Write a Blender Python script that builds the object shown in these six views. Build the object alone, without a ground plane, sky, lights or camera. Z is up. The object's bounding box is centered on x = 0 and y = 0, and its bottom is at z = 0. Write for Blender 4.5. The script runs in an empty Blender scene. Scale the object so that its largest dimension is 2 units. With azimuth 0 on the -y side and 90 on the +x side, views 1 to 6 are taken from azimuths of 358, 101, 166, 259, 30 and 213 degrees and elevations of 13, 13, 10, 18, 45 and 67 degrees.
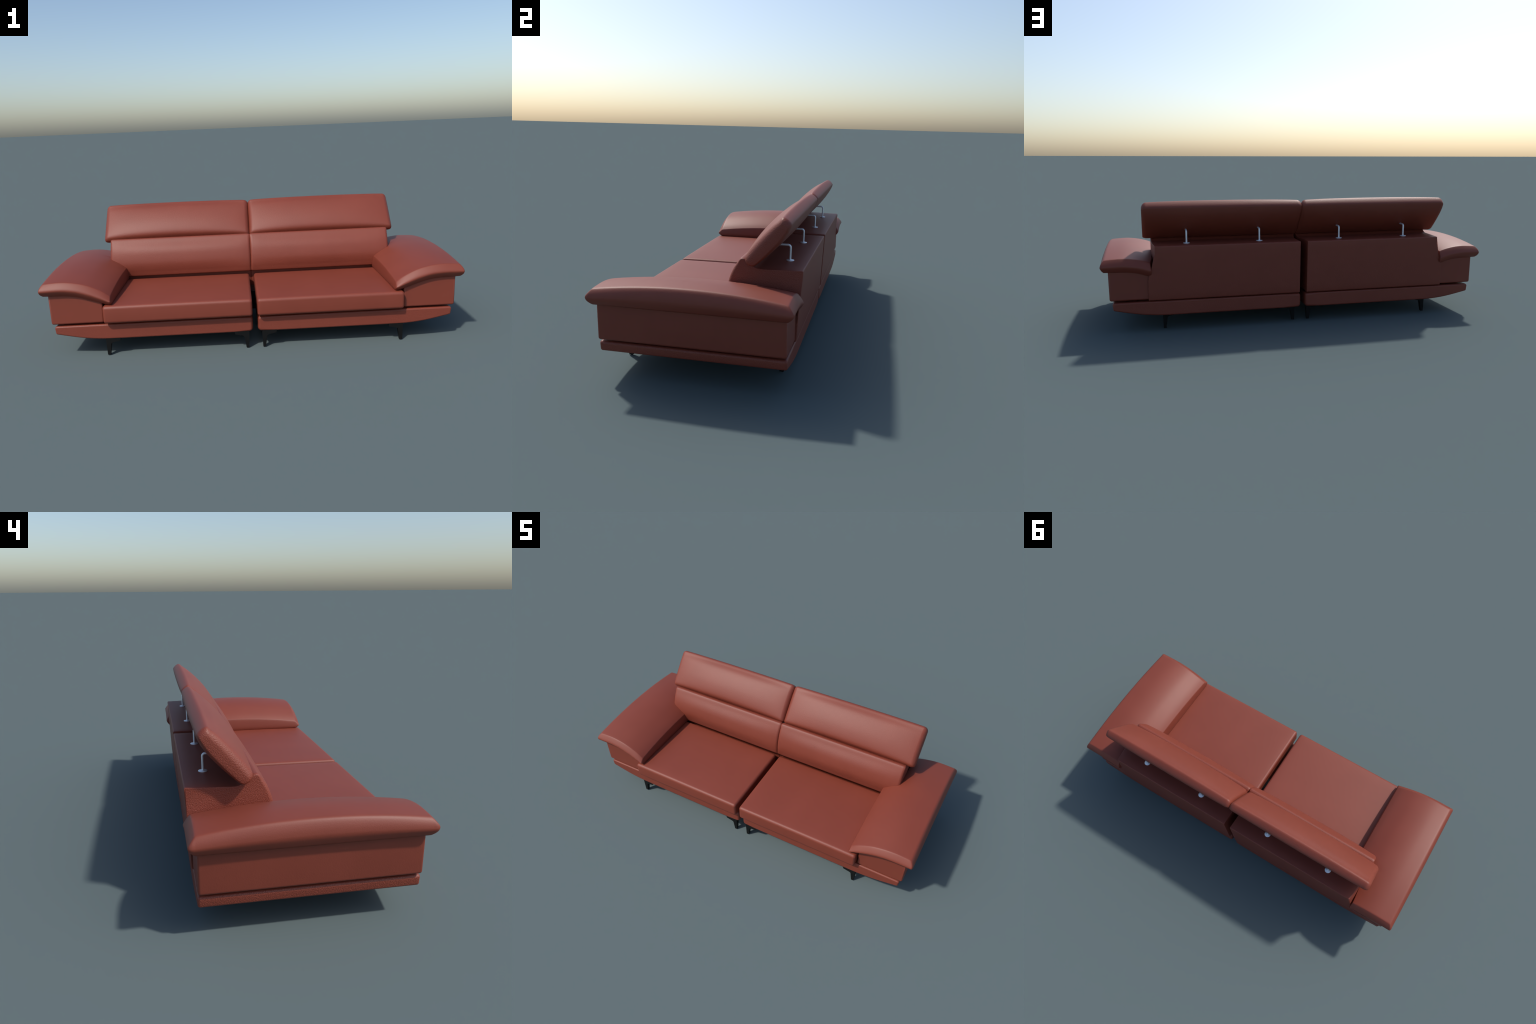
# Two-seat leather sofa made of two mirrored modules with tilted headrests.
# Every soft part is a lofted cushion: a 2D outline carried through stations,
# with rounded ends and a pillow-like bulge in the middle.
import bpy, bmesh, math
from mathutils import Vector
from mathutils.geometry import delaunay_2d_cdt

YAW = math.radians(-0.3)          # the sofa stands a hair askew in its frame


# ------------------------------------------------------------------ helpers
def lerp(a, b, t):
    return a + (b - a) * t


def smooth(a, b, x):
    t = min(1.0, max(0.0, (x - a) / (b - a)))
    return t * t * (3 - 2 * t)


def interp(table, x):
    """Monotone-ish cubic interpolation through (x, value) control points."""
    n = len(table)
    if x <= table[0][0]:
        return table[0][1]
    if x >= table[-1][0]:
        return table[-1][1]
    for i in range(n - 1):
        x0, v0 = table[i]
        x1, v1 = table[i + 1]
        if x <= x1:
            h = x1 - x0
            d = (v1 - v0) / h
            m0 = d if i == 0 else (v1 - table[i - 1][1]) / (x1 - table[i - 1][0])
            m1 = d if i == n - 2 else (table[i + 2][1] - v0) / (table[i + 2][0] - x0)
            t = (x - x0) / h
            return ((2 * t**3 - 3 * t**2 + 1) * v0 + (t**3 - 2 * t**2 + t) * h * m0
                    + (-2 * t**3 + 3 * t**2) * v1 + (t**3 - t**2) * h * m1)


def spline(points, n=6):
    """Open Catmull-Rom curve through 2D points."""
    out = []
    p = [Vector(q) for q in points]
    p = [2 * p[0] - p[1]] + p + [2 * p[-1] - p[-2]]
    for i in range(1, len(p) - 2):
        for k in range(n):
            t = k / n
            a, b, c, d = p[i - 1], p[i], p[i + 1], p[i + 2]
            out.append(0.5 * (2 * b + (c - a) * t + (2 * a - 5 * b + 4 * c - d) * t * t
                              + (3 * b - a - 3 * c + d) * t**3))
    out.append(p[-2])
    return out


def fillet(corners, n=6):
    """Closed polygon with rounded corners; corners are (a, b, radius)."""
    out, m = [], len(corners)
    for i in range(m):
        p = Vector(corners[i][:2])
        r = corners[i][2]
        if r <= 0:
            out.append(p)
            continue
        u = (Vector(corners[i - 1][:2]) - p)
        v = (Vector(corners[(i + 1) % m][:2]) - p)
        lu, lv = u.length, v.length
        u.normalize(); v.normalize()
        half = u.angle(v) / 2
        cut = min(r / math.tan(half), lu * 0.49, lv * 0.49)
        r = cut * math.tan(half)
        centre = p + (u + v).normalized() * (r / math.sin(half))
        a, b = p + u * cut - centre, p + v * cut - centre
        total = a.angle(b)
        for k in range(n + 1):
            t = k / n
            s = math.sin(total)
            out.append(centre + a * (math.sin((1 - t) * total) / s) + b * (math.sin(t * total) / s))
    return out


def refine(loop, step):
    """Split long straight runs of a closed loop."""
    out = []
    for i, p in enumerate(loop):
        q = loop[(i + 1) % len(loop)]
        k = max(1, int((q - p).length / step))
        out += [p.lerp(q, j / k) for j in range(k)]
    return out


def normals2d(loop):
    """Outward unit normals of a closed 2D loop."""
    area = sum(p.x * q.y - q.x * p.y for p, q in zip(loop, loop[1:] + loop[:1]))
    s = 1 if area > 0 else -1
    res = []
    for i, p in enumerate(loop):
        t = loop[(i + 1) % len(loop)] - loop[i - 1]
        if t.length < 1e-9:
            t = Vector((1, 0))
        t.normalize()
        res.append(Vector((t.y, -t.x)) * s)
    return res


LEATHER_ANGLE = math.radians(70)


def make_mesh(name, verts, faces, mirror=False, angle=LEATHER_ANGLE):
    if mirror:
        verts = [(-x, y, z) for x, y, z in verts]
    bm = bmesh.new()
    vs = [bm.verts.new(v) for v in verts]
    for f in faces:
        if len(set(f)) > 2:
            try:
                bm.faces.new([vs[i] for i in f])
            except ValueError:
                pass
    bmesh.ops.remove_doubles(bm, verts=bm.verts, dist=1e-6)
    bmesh.ops.recalc_face_normals(bm, faces=bm.faces)
    mesh = bpy.data.meshes.new(name)
    bm.to_mesh(mesh)
    bm.free()
    mesh.shade_smooth()
    mesh.set_sharp_from_angle(angle=angle)
    return mesh


def loft(rings, caps=True, cap_fill=None):
    """Skin a row of equal-length rings; cap_fill(ring) may return an inner fill."""
    verts, faces = [], []
    n = len(rings[0])
    for r in rings:
        verts += [tuple(p) for p in r]
    for i in range(len(rings) - 1):
        for j in range(n):
            k = (j + 1) % n
            faces.append((i * n + j, i * n + k, (i + 1) * n + k, (i + 1) * n + j))
    if caps:
        for which, i in ((0, 0), (1, len(rings) - 1)):
            base = i * n
            if cap_fill:
                extra, tris = cap_fill(rings[i], which)
                off = len(verts)
                verts += extra
                for t in tris:
                    faces.append(tuple(base + a if a < n else off + a - n for a in t))
            else:
                faces.append(tuple(range(base, base + n)))
    return verts, faces


def grid_fill(axis_of, depth_of, spacing):
    """Cap builder: constrained Delaunay fill with interior points, the depth
    coming from depth_of(a, b, which)."""
    def fill(ring, which):
        flat = [Vector(axis_of(p)) for p in ring]
        n = len(flat)
        lo = Vector((min(p.x for p in flat), min(p.y for p in flat)))
        hi = Vector((max(p.x for p in flat), max(p.y for p in flat)))
        inner = []

        def inside(q):
            hit, near = False, 1e9
            for a, b in zip(flat, flat[1:] + flat[:1]):
                if (a.y > q.y) != (b.y > q.y) and q.x < (b.x - a.x) * (q.y - a.y) / (b.y - a.y) + a.x:
                    hit = not hit
                ab = b - a
                t = max(0, min(1, (q - a).dot(ab) / max(ab.length_squared, 1e-12)))
                near = min(near, (q - a - ab * t).length)
            return hit and near > spacing * 0.4

        x = lo.x + spacing / 2
        while x < hi.x:
            y = lo.y + spacing / 2
            while y < hi.y:
                if inside(Vector((x, y))):
                    inner.append(Vector((x, y)))
                y += spacing
            x += spacing
        pts = flat + inner
        out, _, tri, *_ = delaunay_2d_cdt(pts, [(i, (i + 1) % n) for i in range(n)], [], 1, 1e-7)
        if len(out) != len(pts):
            return [], [tuple(range(n))]
        return [depth_of(p.x, p.y, which) for p in inner], [tuple(t) for t in tri]
    return fill


def cushion(outline, a0, a1, radius, bulge=None, place=None, span=14, arc=6, power=2.0,
            shift=None, fill=None, pull=None):
    """Loft `outline` (2D loop) between depth a0 and a1.
    radius(p) rounding length at the ends, pull(p) how far the outline shrinks there; bulge(p, t) pushes the outline outward at
    t = 0..1 along the depth; a0/a1 may be functions of the outline point;
    place(p, depth) -> 3D point."""
    nrm = normals2d(outline)
    f0 = a0 if callable(a0) else (lambda p: a0)
    f1 = a1 if callable(a1) else (lambda p: a1)
    rings = []

    def ring(kind, k):
        pts = []
        for p, n in zip(outline, nrm):
            r = radius(p)
            lo, hi = f0(p), f1(p)
            inset = 0.0
            if kind == 0 or kind == 2:
                c = min(1.0, k / arc)
                ang = c * math.pi / 2
                # superellipse end: power 2 is a round end, lower is chamfer-like
                along = 1 - math.sin(ang) ** (2 / power)
                inset = (pull(p) if pull else r) * (1 - max(0.0, math.cos(ang)) ** (2 / power))
                if k > arc:
                    inset += 0.0008
                d = lo + r * along if kind == 0 else hi - r * along
            else:
                d = lerp(lo + r, hi - r, k)
            t = (d - lo) / (hi - lo)
            q = p - n * inset
            if bulge:
                q = q + n * bulge(p, t)
            if shift:
                q = q + shift(p, d)
            pts.append(place(q, d))
        return pts

    for k in range(arc + 1, 0, -1):
        rings.append(ring(0, k))
    for k in range(span + 1):
        rings.append(ring(1, k / span))
    for k in range(1, arc + 2):
        rings.append(ring(2, k))
    return loft(rings, cap_fill=fill)


along_x = lambda p, d: (d, p.x, p.y)      # outline in (y, z), depth in x
along_y = lambda p, d: (p.x, d, p.y)      # outline in (x, z), depth in y


# ---------------------------------------------------------------- materials
def leather(name, grain, edge_grain, scale=290.0):
    m = bpy.data.materials.new(name)
    m.use_nodes = True
    nt = m.node_tree
    N, L = nt.nodes, nt.links
    b = N["Principled BSDF"]
    co = N.new("ShaderNodeTexCoord")
    # colour: terracotta red-brown with the faintest cloudiness
    cloud = N.new("ShaderNodeTexNoise")
    cloud.inputs["Scale"].default_value = 6.0
    cloud.inputs["Detail"].default_value = 3.0
    L.new(co.outputs["Object"], cloud.inputs["Vector"])
    ramp = N.new("ShaderNodeValToRGB")
    ramp.color_ramp.elements[0].position = 0.3
    ramp.color_ramp.elements[0].color = (*LEATHER_DARK, 1)
    ramp.color_ramp.elements[1].position = 0.7
    ramp.color_ramp.elements[1].color = (*LEATHER_LIGHT, 1)
    L.new(cloud.outputs["Fac"], ramp.inputs["Fac"])
    L.new(ramp.outputs["Color"], b.inputs["Base Color"])
    b.inputs["Roughness"].default_value = ROUGH
    b.inputs["Specular IOR Level"].default_value = SPEC
    # pebbled grain: rounded cells
    cell = N.new("ShaderNodeTexVoronoi")
    cell.feature = "SMOOTH_F1"
    cell.inputs["Scale"].default_value = scale
    cell.inputs["Smoothness"].default_value = 0.6
    L.new(co.outputs["Object"], cell.inputs["Vector"])
    inv = N.new("ShaderNodeMath")
    inv.operation = "SUBTRACT"
    inv.inputs[0].default_value = 1.0
    L.new(cell.outputs["Distance"], inv.inputs[1])
    # the grain reads coarser on the short end faces
    geo = N.new("ShaderNodeSeparateXYZ")
    L.new(co.outputs["Normal"], geo.inputs[0])
    ab = N.new("ShaderNodeMath")
    ab.operation = "ABSOLUTE"
    L.new(geo.outputs["X"], ab.inputs[0])
    mr = N.new("ShaderNodeMapRange")
    mr.inputs["From Min"].default_value = 0.35
    mr.inputs["From Max"].default_value = 0.9
    mr.inputs["To Min"].default_value = grain
    mr.inputs["To Max"].default_value = edge_grain
    L.new(ab.outputs[0], mr.inputs["Value"])
    bump = N.new("ShaderNodeBump")
    bump.inputs["Distance"].default_value = 0.0012
    L.new(mr.outputs["Result"], bump.inputs["Strength"])
    L.new(inv.outputs[0], bump.inputs["Height"])
    L.new(bump.outputs["Normal"], b.inputs["Normal"])
    return m


def plain(name, colour, rough, metal=0.0, spec=0.5):
    m = bpy.data.materials.new(name)
    m.use_nodes = True
    nt = m.node_tree
    b = nt.nodes["Principled BSDF"]
    b.inputs["Metallic"].default_value = metal
    co = nt.nodes.new("ShaderNodeTexCoord")
    no = nt.nodes.new("ShaderNodeTexNoise")
    no.inputs["Scale"].default_value = 60
    nt.links.new(co.outputs["Object"], no.inputs["Vector"])
    r = nt.nodes.new("ShaderNodeMapRange")
    r.inputs["To Min"].default_value = rough * 0.9
    r.inputs["To Max"].default_value = rough * 1.1
    nt.links.new(no.outputs["Fac"], r.inputs["Value"])
    nt.links.new(r.outputs["Result"], b.inputs["Roughness"])
    b.inputs["Base Color"].default_value = (*colour, 1)
    b.inputs["Specular IOR Level"].default_value = spec
    return m


LEATHER_DARK = (0.183, 0.0345, 0.0175)
LEATHER_LIGHT = (0.196, 0.038, 0.0200)
ROUGH, SPEC = 0.54, 0.5
SMOOTH_LEATHER = leather("smooth_leather", 0.05, 0.12)
GRAINED_LEATHER = leather("grained_leather", 0.24, 0.75)
BLACK = plain("black_lacquer", (0.005, 0.005, 0.005), 0.55, 0.0, 0.2)
METAL = plain("satin_steel", (0.82, 0.84, 0.88), 0.5, 0.6)


# ------------------------------------------------------------ sofa hierarchy
sofa = bpy.data.objects.new("leather_sofa", None)
sofa["label"] = "low red-brown leather two-seat sofa with tilted headrests"
sofa["category"] = "sofa"
sofa.rotation_euler = (0, 0, YAW)
bpy.context.scene.collection.objects.link(sofa)


def add(name, mesh, mat, parent=sofa):
    o = bpy.data.objects.new(name, mesh)
    if mat and not mesh.materials:
        mesh.materials.append(mat)
    o.parent = parent
    bpy.context.scene.collection.objects.link(o)
    return o


def both_sides(name, geometry, mat, parents=(None, None), angle=LEATHER_ANGLE):
    verts, faces = geometry
    made = []
    for i, mirror in enumerate((False, True)):
        made.append(add(name, make_mesh(name, verts, faces, mirror, angle), mat, parents[i] or sofa))
    return made


# ------------------------------------------------------------------- plinth
under = spline([(0.946, 0.1150), (0.876, 0.1003), (0.819, 0.0898), (0.763, 0.0832),
                (0.715, 0.0802), (0.660, 0.0795)], 4)
plinth_line = fillet([(0.0115, 0.154, 0.015), (0.0115, 0.0795, 0.017), (0.640, 0.0795, 0)]
                     + [(p.x, p.y, 0) for p in under[:0:-1]]
                     + [(0.946, 0.1150, 0.009), (0.951, 0.154, 0.011)], 6)
plinth_line = refine(plinth_line, 0.06)
plinth = both_sides("plinth", cushion(
    plinth_line, -0.351, 0.362, lambda p: 0.009 + 0.009 * smooth(0.06, 0.02, p.x),
    pull=lambda p: 0.0075 + 0.005 * smooth(0.06, 0.02, p.x), place=along_y, span=4), GRAINED_LEATHER)

# support between plinth and cushions, only seen as a dark line
inner_line = fillet([(0.05, 0.15, 0.004), (0.92, 0.15, 0.004), (0.92, 0.17, 0.004), (0.05, 0.17, 0.004)], 2)
both_sides("support_board", cushion(inner_line, -0.28, 0.30, lambda p: 0.003, place=along_y, span=1, arc=2),
           SMOOTH_LEATHER, plinth)

# black plate modelled deep in the centre gap to keep the slot dark
gap_plate = cushion(fillet([(-0.022, 0.095, 0.003), (0.022, 0.095, 0.003), (0.022, 0.195, 0.003), (-0.022, 0.195, 0.003)], 2),
               -0.050, 0.060, lambda p: 0.002, place=along_y, span=1, arc=2)
add("dark_gap_plate", make_mesh("dark_gap_plate", *gap_plate), BLACK, plinth[0])

# -------------------------------------------------------------- seat cushion
seat_line = refine(fillet([(-0.3835, 0.1655, 0.015), (0.096, 0.1655, 0.015),
                           (0.096, 0.2535, 0.015), (-0.3835, 0.2510, 0.016)], 8), 0.04)


def seat_bulge(p, t):
    if p.y < 0.24:
        return 0.0
    v = (p.x + 0.3835) / 0.478
    return 0.005 * (4 * t * (1 - t)) ** 0.6 * max(0.0, 4 * v * (1 - v)) ** 0.6


both_sides("seat_cushion", cushion(seat_line, 0.0120, 0.7110, lambda p: 0.014, pull=lambda p: 0.0125, bulge=seat_bulge,
                                   place=along_x, span=20, arc=7), SMOOTH_LEATHER)

# ----------------------------------------------------------------- armrest
ARM_TOP = [(0.670, 0.286), (0.676, 0.293), (0.700, 0.3115), (0.730, 0.3285), (0.780, 0.3505),
           (0.838, 0.3645), (0.890, 0.3700), (0.935, 0.3690), (0.982, 0.3655), (1.0, 0.364)]
ARM_LOW = [(0.665, 0.2495), (0.690, 0.2525), (0.720, 0.2620), (0.775, 0.2800), (0.830, 0.2965),
           (0.885, 0.3035), (0.956, 0.3050), (1.0, 0.3065)]
ARM_Y0, ARM_Y1 = -0.3775, 0.3870


SIDE = (0.03, 0.10, 0.20, 0.32, 0.42, 0.50, 0.60, 0.72, 0.84, 0.94)


def arm_ring(y, squeeze, tuck):
    """Cross-section of the arm cushion at depth y: `squeeze` flattens it
    towards its middle plane, `tuck` pulls the outer edge in (plan corner)."""
    x0 = lerp(0.671, 0.7535, smooth(0.115, 0.140, y)) + 0.0085 * smooth(0.27, 0.37, y)
    arch = max(-0.002, 0.027 * (1 - ((y - 0.007) / 0.362) ** 2))
    h = 1 - squeeze
    x1 = 0.9815 - tuck
    a = x0 + 0.005 + tuck * 0.35
    xs = [a + (x1 - a) * (1 - math.cos(math.pi * k / 26)) / 2 for k in range(27)]

    def flat(x, w):
        """height at x; w = 1 on the top face, 0 on the underside"""
        xx = x + (tuck if x > 0.9 else 0)
        zt, zl = interp(ARM_TOP, xx) + arch, interp(ARM_LOW, xx)
        return lerp(zl, zt, 0.5 + (w - 0.5) * h)

    def side_x(w):
        """outward bulge of the side at relative height w"""
        e = abs(2 * w - 1)
        return 0.0180 * (1 - e ** 1.55)

    rise = side_x(0.5 + 0.5 * h)
    line = [(x + rise * smooth(0.93, x1, x), flat(x, 1)) for x in xs]
    for f in SIDE:
        w = 0.5 + (0.5 - f) * h
        line.append((x1 + side_x(w), flat(x1, 1 - f)))
    line += [(x + rise * smooth(0.93, x1, x), flat(x, 0)) for x in xs[::-1]]
    for f, dx in ((0.04, 0.001), (0.12, -0.0015), (0.3, -0.002), (0.5, -0.001), (0.7, 0.0005), (0.85, 0.002), (0.95, 0.0035)):
        line.append((x0 + dx + tuck * 0.35, flat(a, f)))
    for _ in range(6):                      # soften the piped crease along the outer edge
        for i in range(21, 33):
            (x0_, z0_), (xm, zm), (x2_, z2_) = line[i - 1], line[i], line[i + 1]
            line[i] = (0.25 * x0_ + 0.5 * xm + 0.25 * x2_, 0.25 * z0_ + 0.5 * zm + 0.25 * z2_)
    return [(x, y, z) for x, z in line]


arm_rings = []
DEPTH = 0.0235
ROWS = [(0.0, 0.95, 0.0095), (0.02, 0.89, 0.0078), (0.06, 0.815, 0.0060), (0.13, 0.72, 0.0042), (0.24, 0.595, 0.0024),
        (0.40, 0.440, 0.0010), (0.58, 0.287, 0.0002), (0.74, 0.166, 0.0), (0.86, 0.083, 0.0), (0.94, 0.036, 0.0),
        (1.02, 0.012, 0.0), (1.12, 0.002, 0.0), (1.3, 0.0, 0.0)]
for d, q, c in ROWS:
    arm_rings.append(arm_ring(ARM_Y0 + d * DEPTH, q, c))
steps = 40
y_a, y_b = ARM_Y0 + 1.5 * DEPTH, ARM_Y1 - 1.5 * DEPTH
for k in range(steps + 1):
    arm_rings.append(arm_ring(lerp(y_a, y_b, k / steps), 0.0, 0.0))
for d, q, c in ROWS[::-1]:
    arm_rings.append(arm_ring(ARM_Y1 - d * DEPTH, q, c))
arms = both_sides("armrest", loft(arm_rings), SMOOTH_LEATHER)

panel_top = [(x, interp(ARM_LOW, x) + 0.008, 0) for x in (0.964, 0.94, 0.90, 0.86, 0.82, 0.78, 0.75, 0.7155)]
panel_line = fillet([(0.7155, 0.163, 0.010), (0.962, 0.163, 0.010)] + panel_top, 5)
both_sides("arm_panel", cushion(panel_line, -0.350, 0.3605, lambda p: 0.009, pull=lambda p: 0.008, place=along_y, span=6), SMOOTH_LEATHER, arms)

# ---------------------------------------------------------------- backrest
ridge = spline([(0.225, 0.4274), (0.207, 0.4292), (0.193, 0.4355), (0.179, 0.4465), (0.166, 0.4575), (0.155, 0.4640),
                (0.144, 0.4655), (0.136, 0.4615), (0.125, 0.4465), (0.113, 0.4255), (0.101, 0.396),
                (0.091, 0.362), (0.0855, 0.330), (0.0835, 0.305), (0.0850, 0.285)], 4)
back_line = fillet([(0.366, 0.158, 0.007), (0.3775, 0.4275, 0.0055)]
                   + [(p.x, p.y, 0) for p in ridge]
                   + [(0.0885, 0.2670, 0.009), (0.118, 0.263, 0.004), (0.118, 0.158, 0.004)], 5)
back_line = refine(back_line, 0.03)


def back_outer(p):
    x = interp([(0.10, 0.760), (0.20, 0.7595), (0.27, 0.755), (0.33, 0.748), (0.377, 0.7425)], p.x)
    rear = smooth(0.15, 0.26, p.x)
    return x + rear * (0.016 * smooth(0.395, 0.325, p.y) + 0.019 * smooth(0.325, 0.262, p.y))


def back_inner(p):
    return lerp(-0.0006, 0.0185, smooth(0.13, 0.27, p.x))


def back_radius(p):
    r = lerp(0.015, 0.0040, smooth(0.15, 0.22, p.x))
    return lerp(r, 0.0022, smooth(0.34, 0.37, p.x))


def back_pull(p):
    r = lerp(0.011, 0.0035, smooth(0.14, 0.22, p.x))
    r = lerp(r, 0.0060, smooth(0.440, 0.460, p.y) * smooth(0.20, 0.16, p.x))
    r = lerp(r, 0.0022, smooth(0.34, 0.37, p.x))
    return lerp(r, 0.0060, smooth(0.290, 0.270, p.y) * smooth(0.20, 0.16, p.x))


def back_bulge(p, t):
    front = smooth(0.135, 0.105, p.x) * smooth(0.280, 0.345, p.y) * smooth(0.462, 0.385, p.y)
    return 0.0105 * front * (4 * t * (1 - t)) ** 0.5


back_fill = grid_fill(lambda v: (v[1], v[2]),
                      lambda a, b, w: ((back_outer if w else back_inner)(Vector((a, b))), a, b), 0.024)
backs = both_sides("backrest", cushion(back_line, back_inner, back_outer, back_radius, pull=back_pull, bulge=back_bulge,
                                       place=along_x, span=18, fill=back_fill), GRAINED_LEATHER)

# ---------------------------------------------------------------- headrest
# side outline (y, z) at the ends and in the plump middle, foot -> front -> top -> rear
HEAD_END = [(0.1610, 0.4625), (0.1650, 0.4730), (0.1840, 0.4955), (0.2110, 0.5265), (0.2400, 0.5605), (0.2680, 0.5930),
            (0.2870, 0.6140), (0.3010, 0.6283), (0.3150, 0.6255), (0.3290, 0.6135), (0.3328, 0.6020), (0.3220, 0.5780),
            (0.3000, 0.5460), (0.2720, 0.5140), (0.2430, 0.4835), (0.2170, 0.4580), (0.1985, 0.4425), (0.1835, 0.4415),
            (0.1695, 0.4495)]
HEAD_MID = [(0.1660, 0.4600), (0.1560, 0.4850), (0.1635, 0.5110), (0.1895, 0.5500), (0.2250, 0.5885), (0.2580, 0.6165),
            (0.2840, 0.6305), (0.3005, 0.6378), (0.3165, 0.6305), (0.3325, 0.6160), (0.3368, 0.6035), (0.3285, 0.5740),
            (0.3080, 0.5405), (0.2790, 0.5075), (0.2470, 0.4765), (0.2180, 0.4530), (0.1980, 0.4435), (0.1820, 0.4450),
            (0.1690, 0.4530)]
HEAD_FOOT = Vector((0.170, 0.455))
HEAD_DIR = Vector((0.150, 0.175)).normalized()
HEAD_NRM = Vector((HEAD_DIR.y, -HEAD_DIR.x))
HEAD_LEN, HEAD_X0, HEAD_X1, HEAD_ROUND = 0.225, -0.0005, 0.7990, 0.023


def closed(points):
    return spline([points[-1]] + points + points[:2], 5)[5:-6]


head_end, head_mid = closed(HEAD_END), closed(HEAD_MID)
head_rings = []
head_x = [HEAD_X0 + HEAD_ROUND * (1 - math.sin(k * math.pi / 16)) for k in range(8, 0, -1)]
head_x += [lerp(HEAD_X0 + HEAD_ROUND, HEAD_X1 - HEAD_ROUND, (1 - math.cos(math.pi * k / 34)) / 2) for k in range(35)]
head_x += [HEAD_X1 - HEAD_ROUND * (1 - math.sin(k * math.pi / 16)) for k in range(1, 9)]
for x in head_x:
    t = (x - HEAD_X0) / (HEAD_X1 - HEAD_X0)
    plump = (4 * t * (1 - t)) ** 0.5
    e = max(0.0, 1 - min(x - HEAD_X0, HEAD_X1 - x) / HEAD_ROUND)
    k = 1 - math.sqrt(max(0.0, 1 - e * e))
    r = []
    for a, b in zip(head_end, head_mid):
        p = a.lerp(b, plump)
        s = (p - HEAD_FOOT).dot(HEAD_DIR) / HEAD_LEN
        n = (p - HEAD_FOOT).dot(HEAD_NRM) - 0.0215
        p = p - HEAD_DIR * ((2 * s - 1) * (0.014 if t < 0.5 else 0.0205) * lerp(0.62, 1.0, smooth(0.3, 0.8, s)) * k) - HEAD_NRM * (n * 0.50 * k)
        r.append((x, p.x, p.y))
    head_rings.append(r)
head_fill = grid_fill(lambda v: (v[1], v[2]), lambda a, b, w: (HEAD_X1 if w else HEAD_X0, a, b), 0.012)
heads = both_sides("headrest", loft(head_rings, cap_fill=head_fill), GRAINED_LEATHER)


# ------------------------------------------------- headrest brackets (steel)
def tube(path, r, sides=14):
    rings = []
    for i, p in enumerate(path):
        t = (path[min(i + 1, len(path) - 1)] - path[max(i - 1, 0)]).normalized()
        a = Vector((1, 0, 0))
        b = t.cross(a).normalized()
        rings.append([tuple(p + a * r * math.cos(2 * math.pi * k / sides) + b * r * math.sin(2 * math.pi * k / sides))
                      for k in range(sides)])
    return loft(rings)


ROD_Y, ROD_R, BEND, ROD_TOP = 0.301, 0.0043, 0.010, 0.4905
path = [Vector((0, ROD_Y, 0.424)), Vector((0, ROD_Y, ROD_TOP - BEND))]
for k in range(1, 8):
    a = k / 7 * math.pi / 2
    path.append(Vector((0, ROD_Y - BEND + BEND * math.cos(a), ROD_TOP - BEND + BEND * math.sin(a))))
path.append(Vector((0, ROD_Y - 0.062, ROD_TOP)))
rod_mesh = make_mesh("headrest_rod", *tube(path, ROD_R))
disc_rings = [[(r * math.cos(2 * math.pi * k / 28), ROD_Y + r * math.sin(2 * math.pi * k / 28), z) for k in range(28)]
              for r, z in ((0.0161, 0.4268), (0.0164, 0.4285), (0.0157, 0.4297), (0.006, 0.4304), (0.0048, 0.4318), (0.0042, 0.4340))]
disc_mesh = make_mesh("rod_flange", *loft(disc_rings), angle=math.radians(60))
for x, head in ((0.586, 0), (0.218, 0), (-0.210, 1), (-0.577, 1)):
    rod = add("headrest_rod", rod_mesh, METAL, heads[head])
    rod.location.x = x
    disc = add("rod_flange", disc_mesh, METAL, heads[head])
    disc.location.x = x


# --------------------------------------------------------------------- legs
def leg_mesh(rear):
    # foot, shaft and top bracket in one blade; x grows towards the bracket
    line = fillet([(0.0015, 0.0, 0.001), (0.0145, 0.0, 0.001), (0.0215, 0.050, 0.0), (0.0235, 0.0575, 0.0),
                   (0.030, 0.0612, 0.0), (0.050, 0.0655, 0.0), (0.066, 0.0690, 0.002), (0.070, 0.083, 0.0),
                   (-0.0015, 0.083, 0.0)], 3)
    rings = []
    for d, inset in ((0.0, 0.0008), (0.0008, 0.0), (0.9992, 0.0), (1.0, 0.0008)):
        pts = []
        for p, n in zip(line, normals2d(line)):
            depth = lerp(0.016, 0.024, min(1, p.y / 0.08))
            q = p - n * inset
            y = -0.3495 + depth * d if not rear else 0.3100 - depth * d
            pts.append((q.x, y, max(0.0, q.y)))
        rings.append(pts)
    return loft(rings)


for rear in (False, True):
    g = leg_mesh(rear)
    left = make_mesh("leg", *g, angle=math.radians(30))
    right = make_mesh("leg", *g, mirror=True, angle=math.radians(30))
    for x, m, side in ((0.0325, left, 0), (0.7125, right, 0), (-0.0325, right, 1), (-0.7145, left, 1)):
        o = add("leg", m, BLACK)
        o.location.x = x
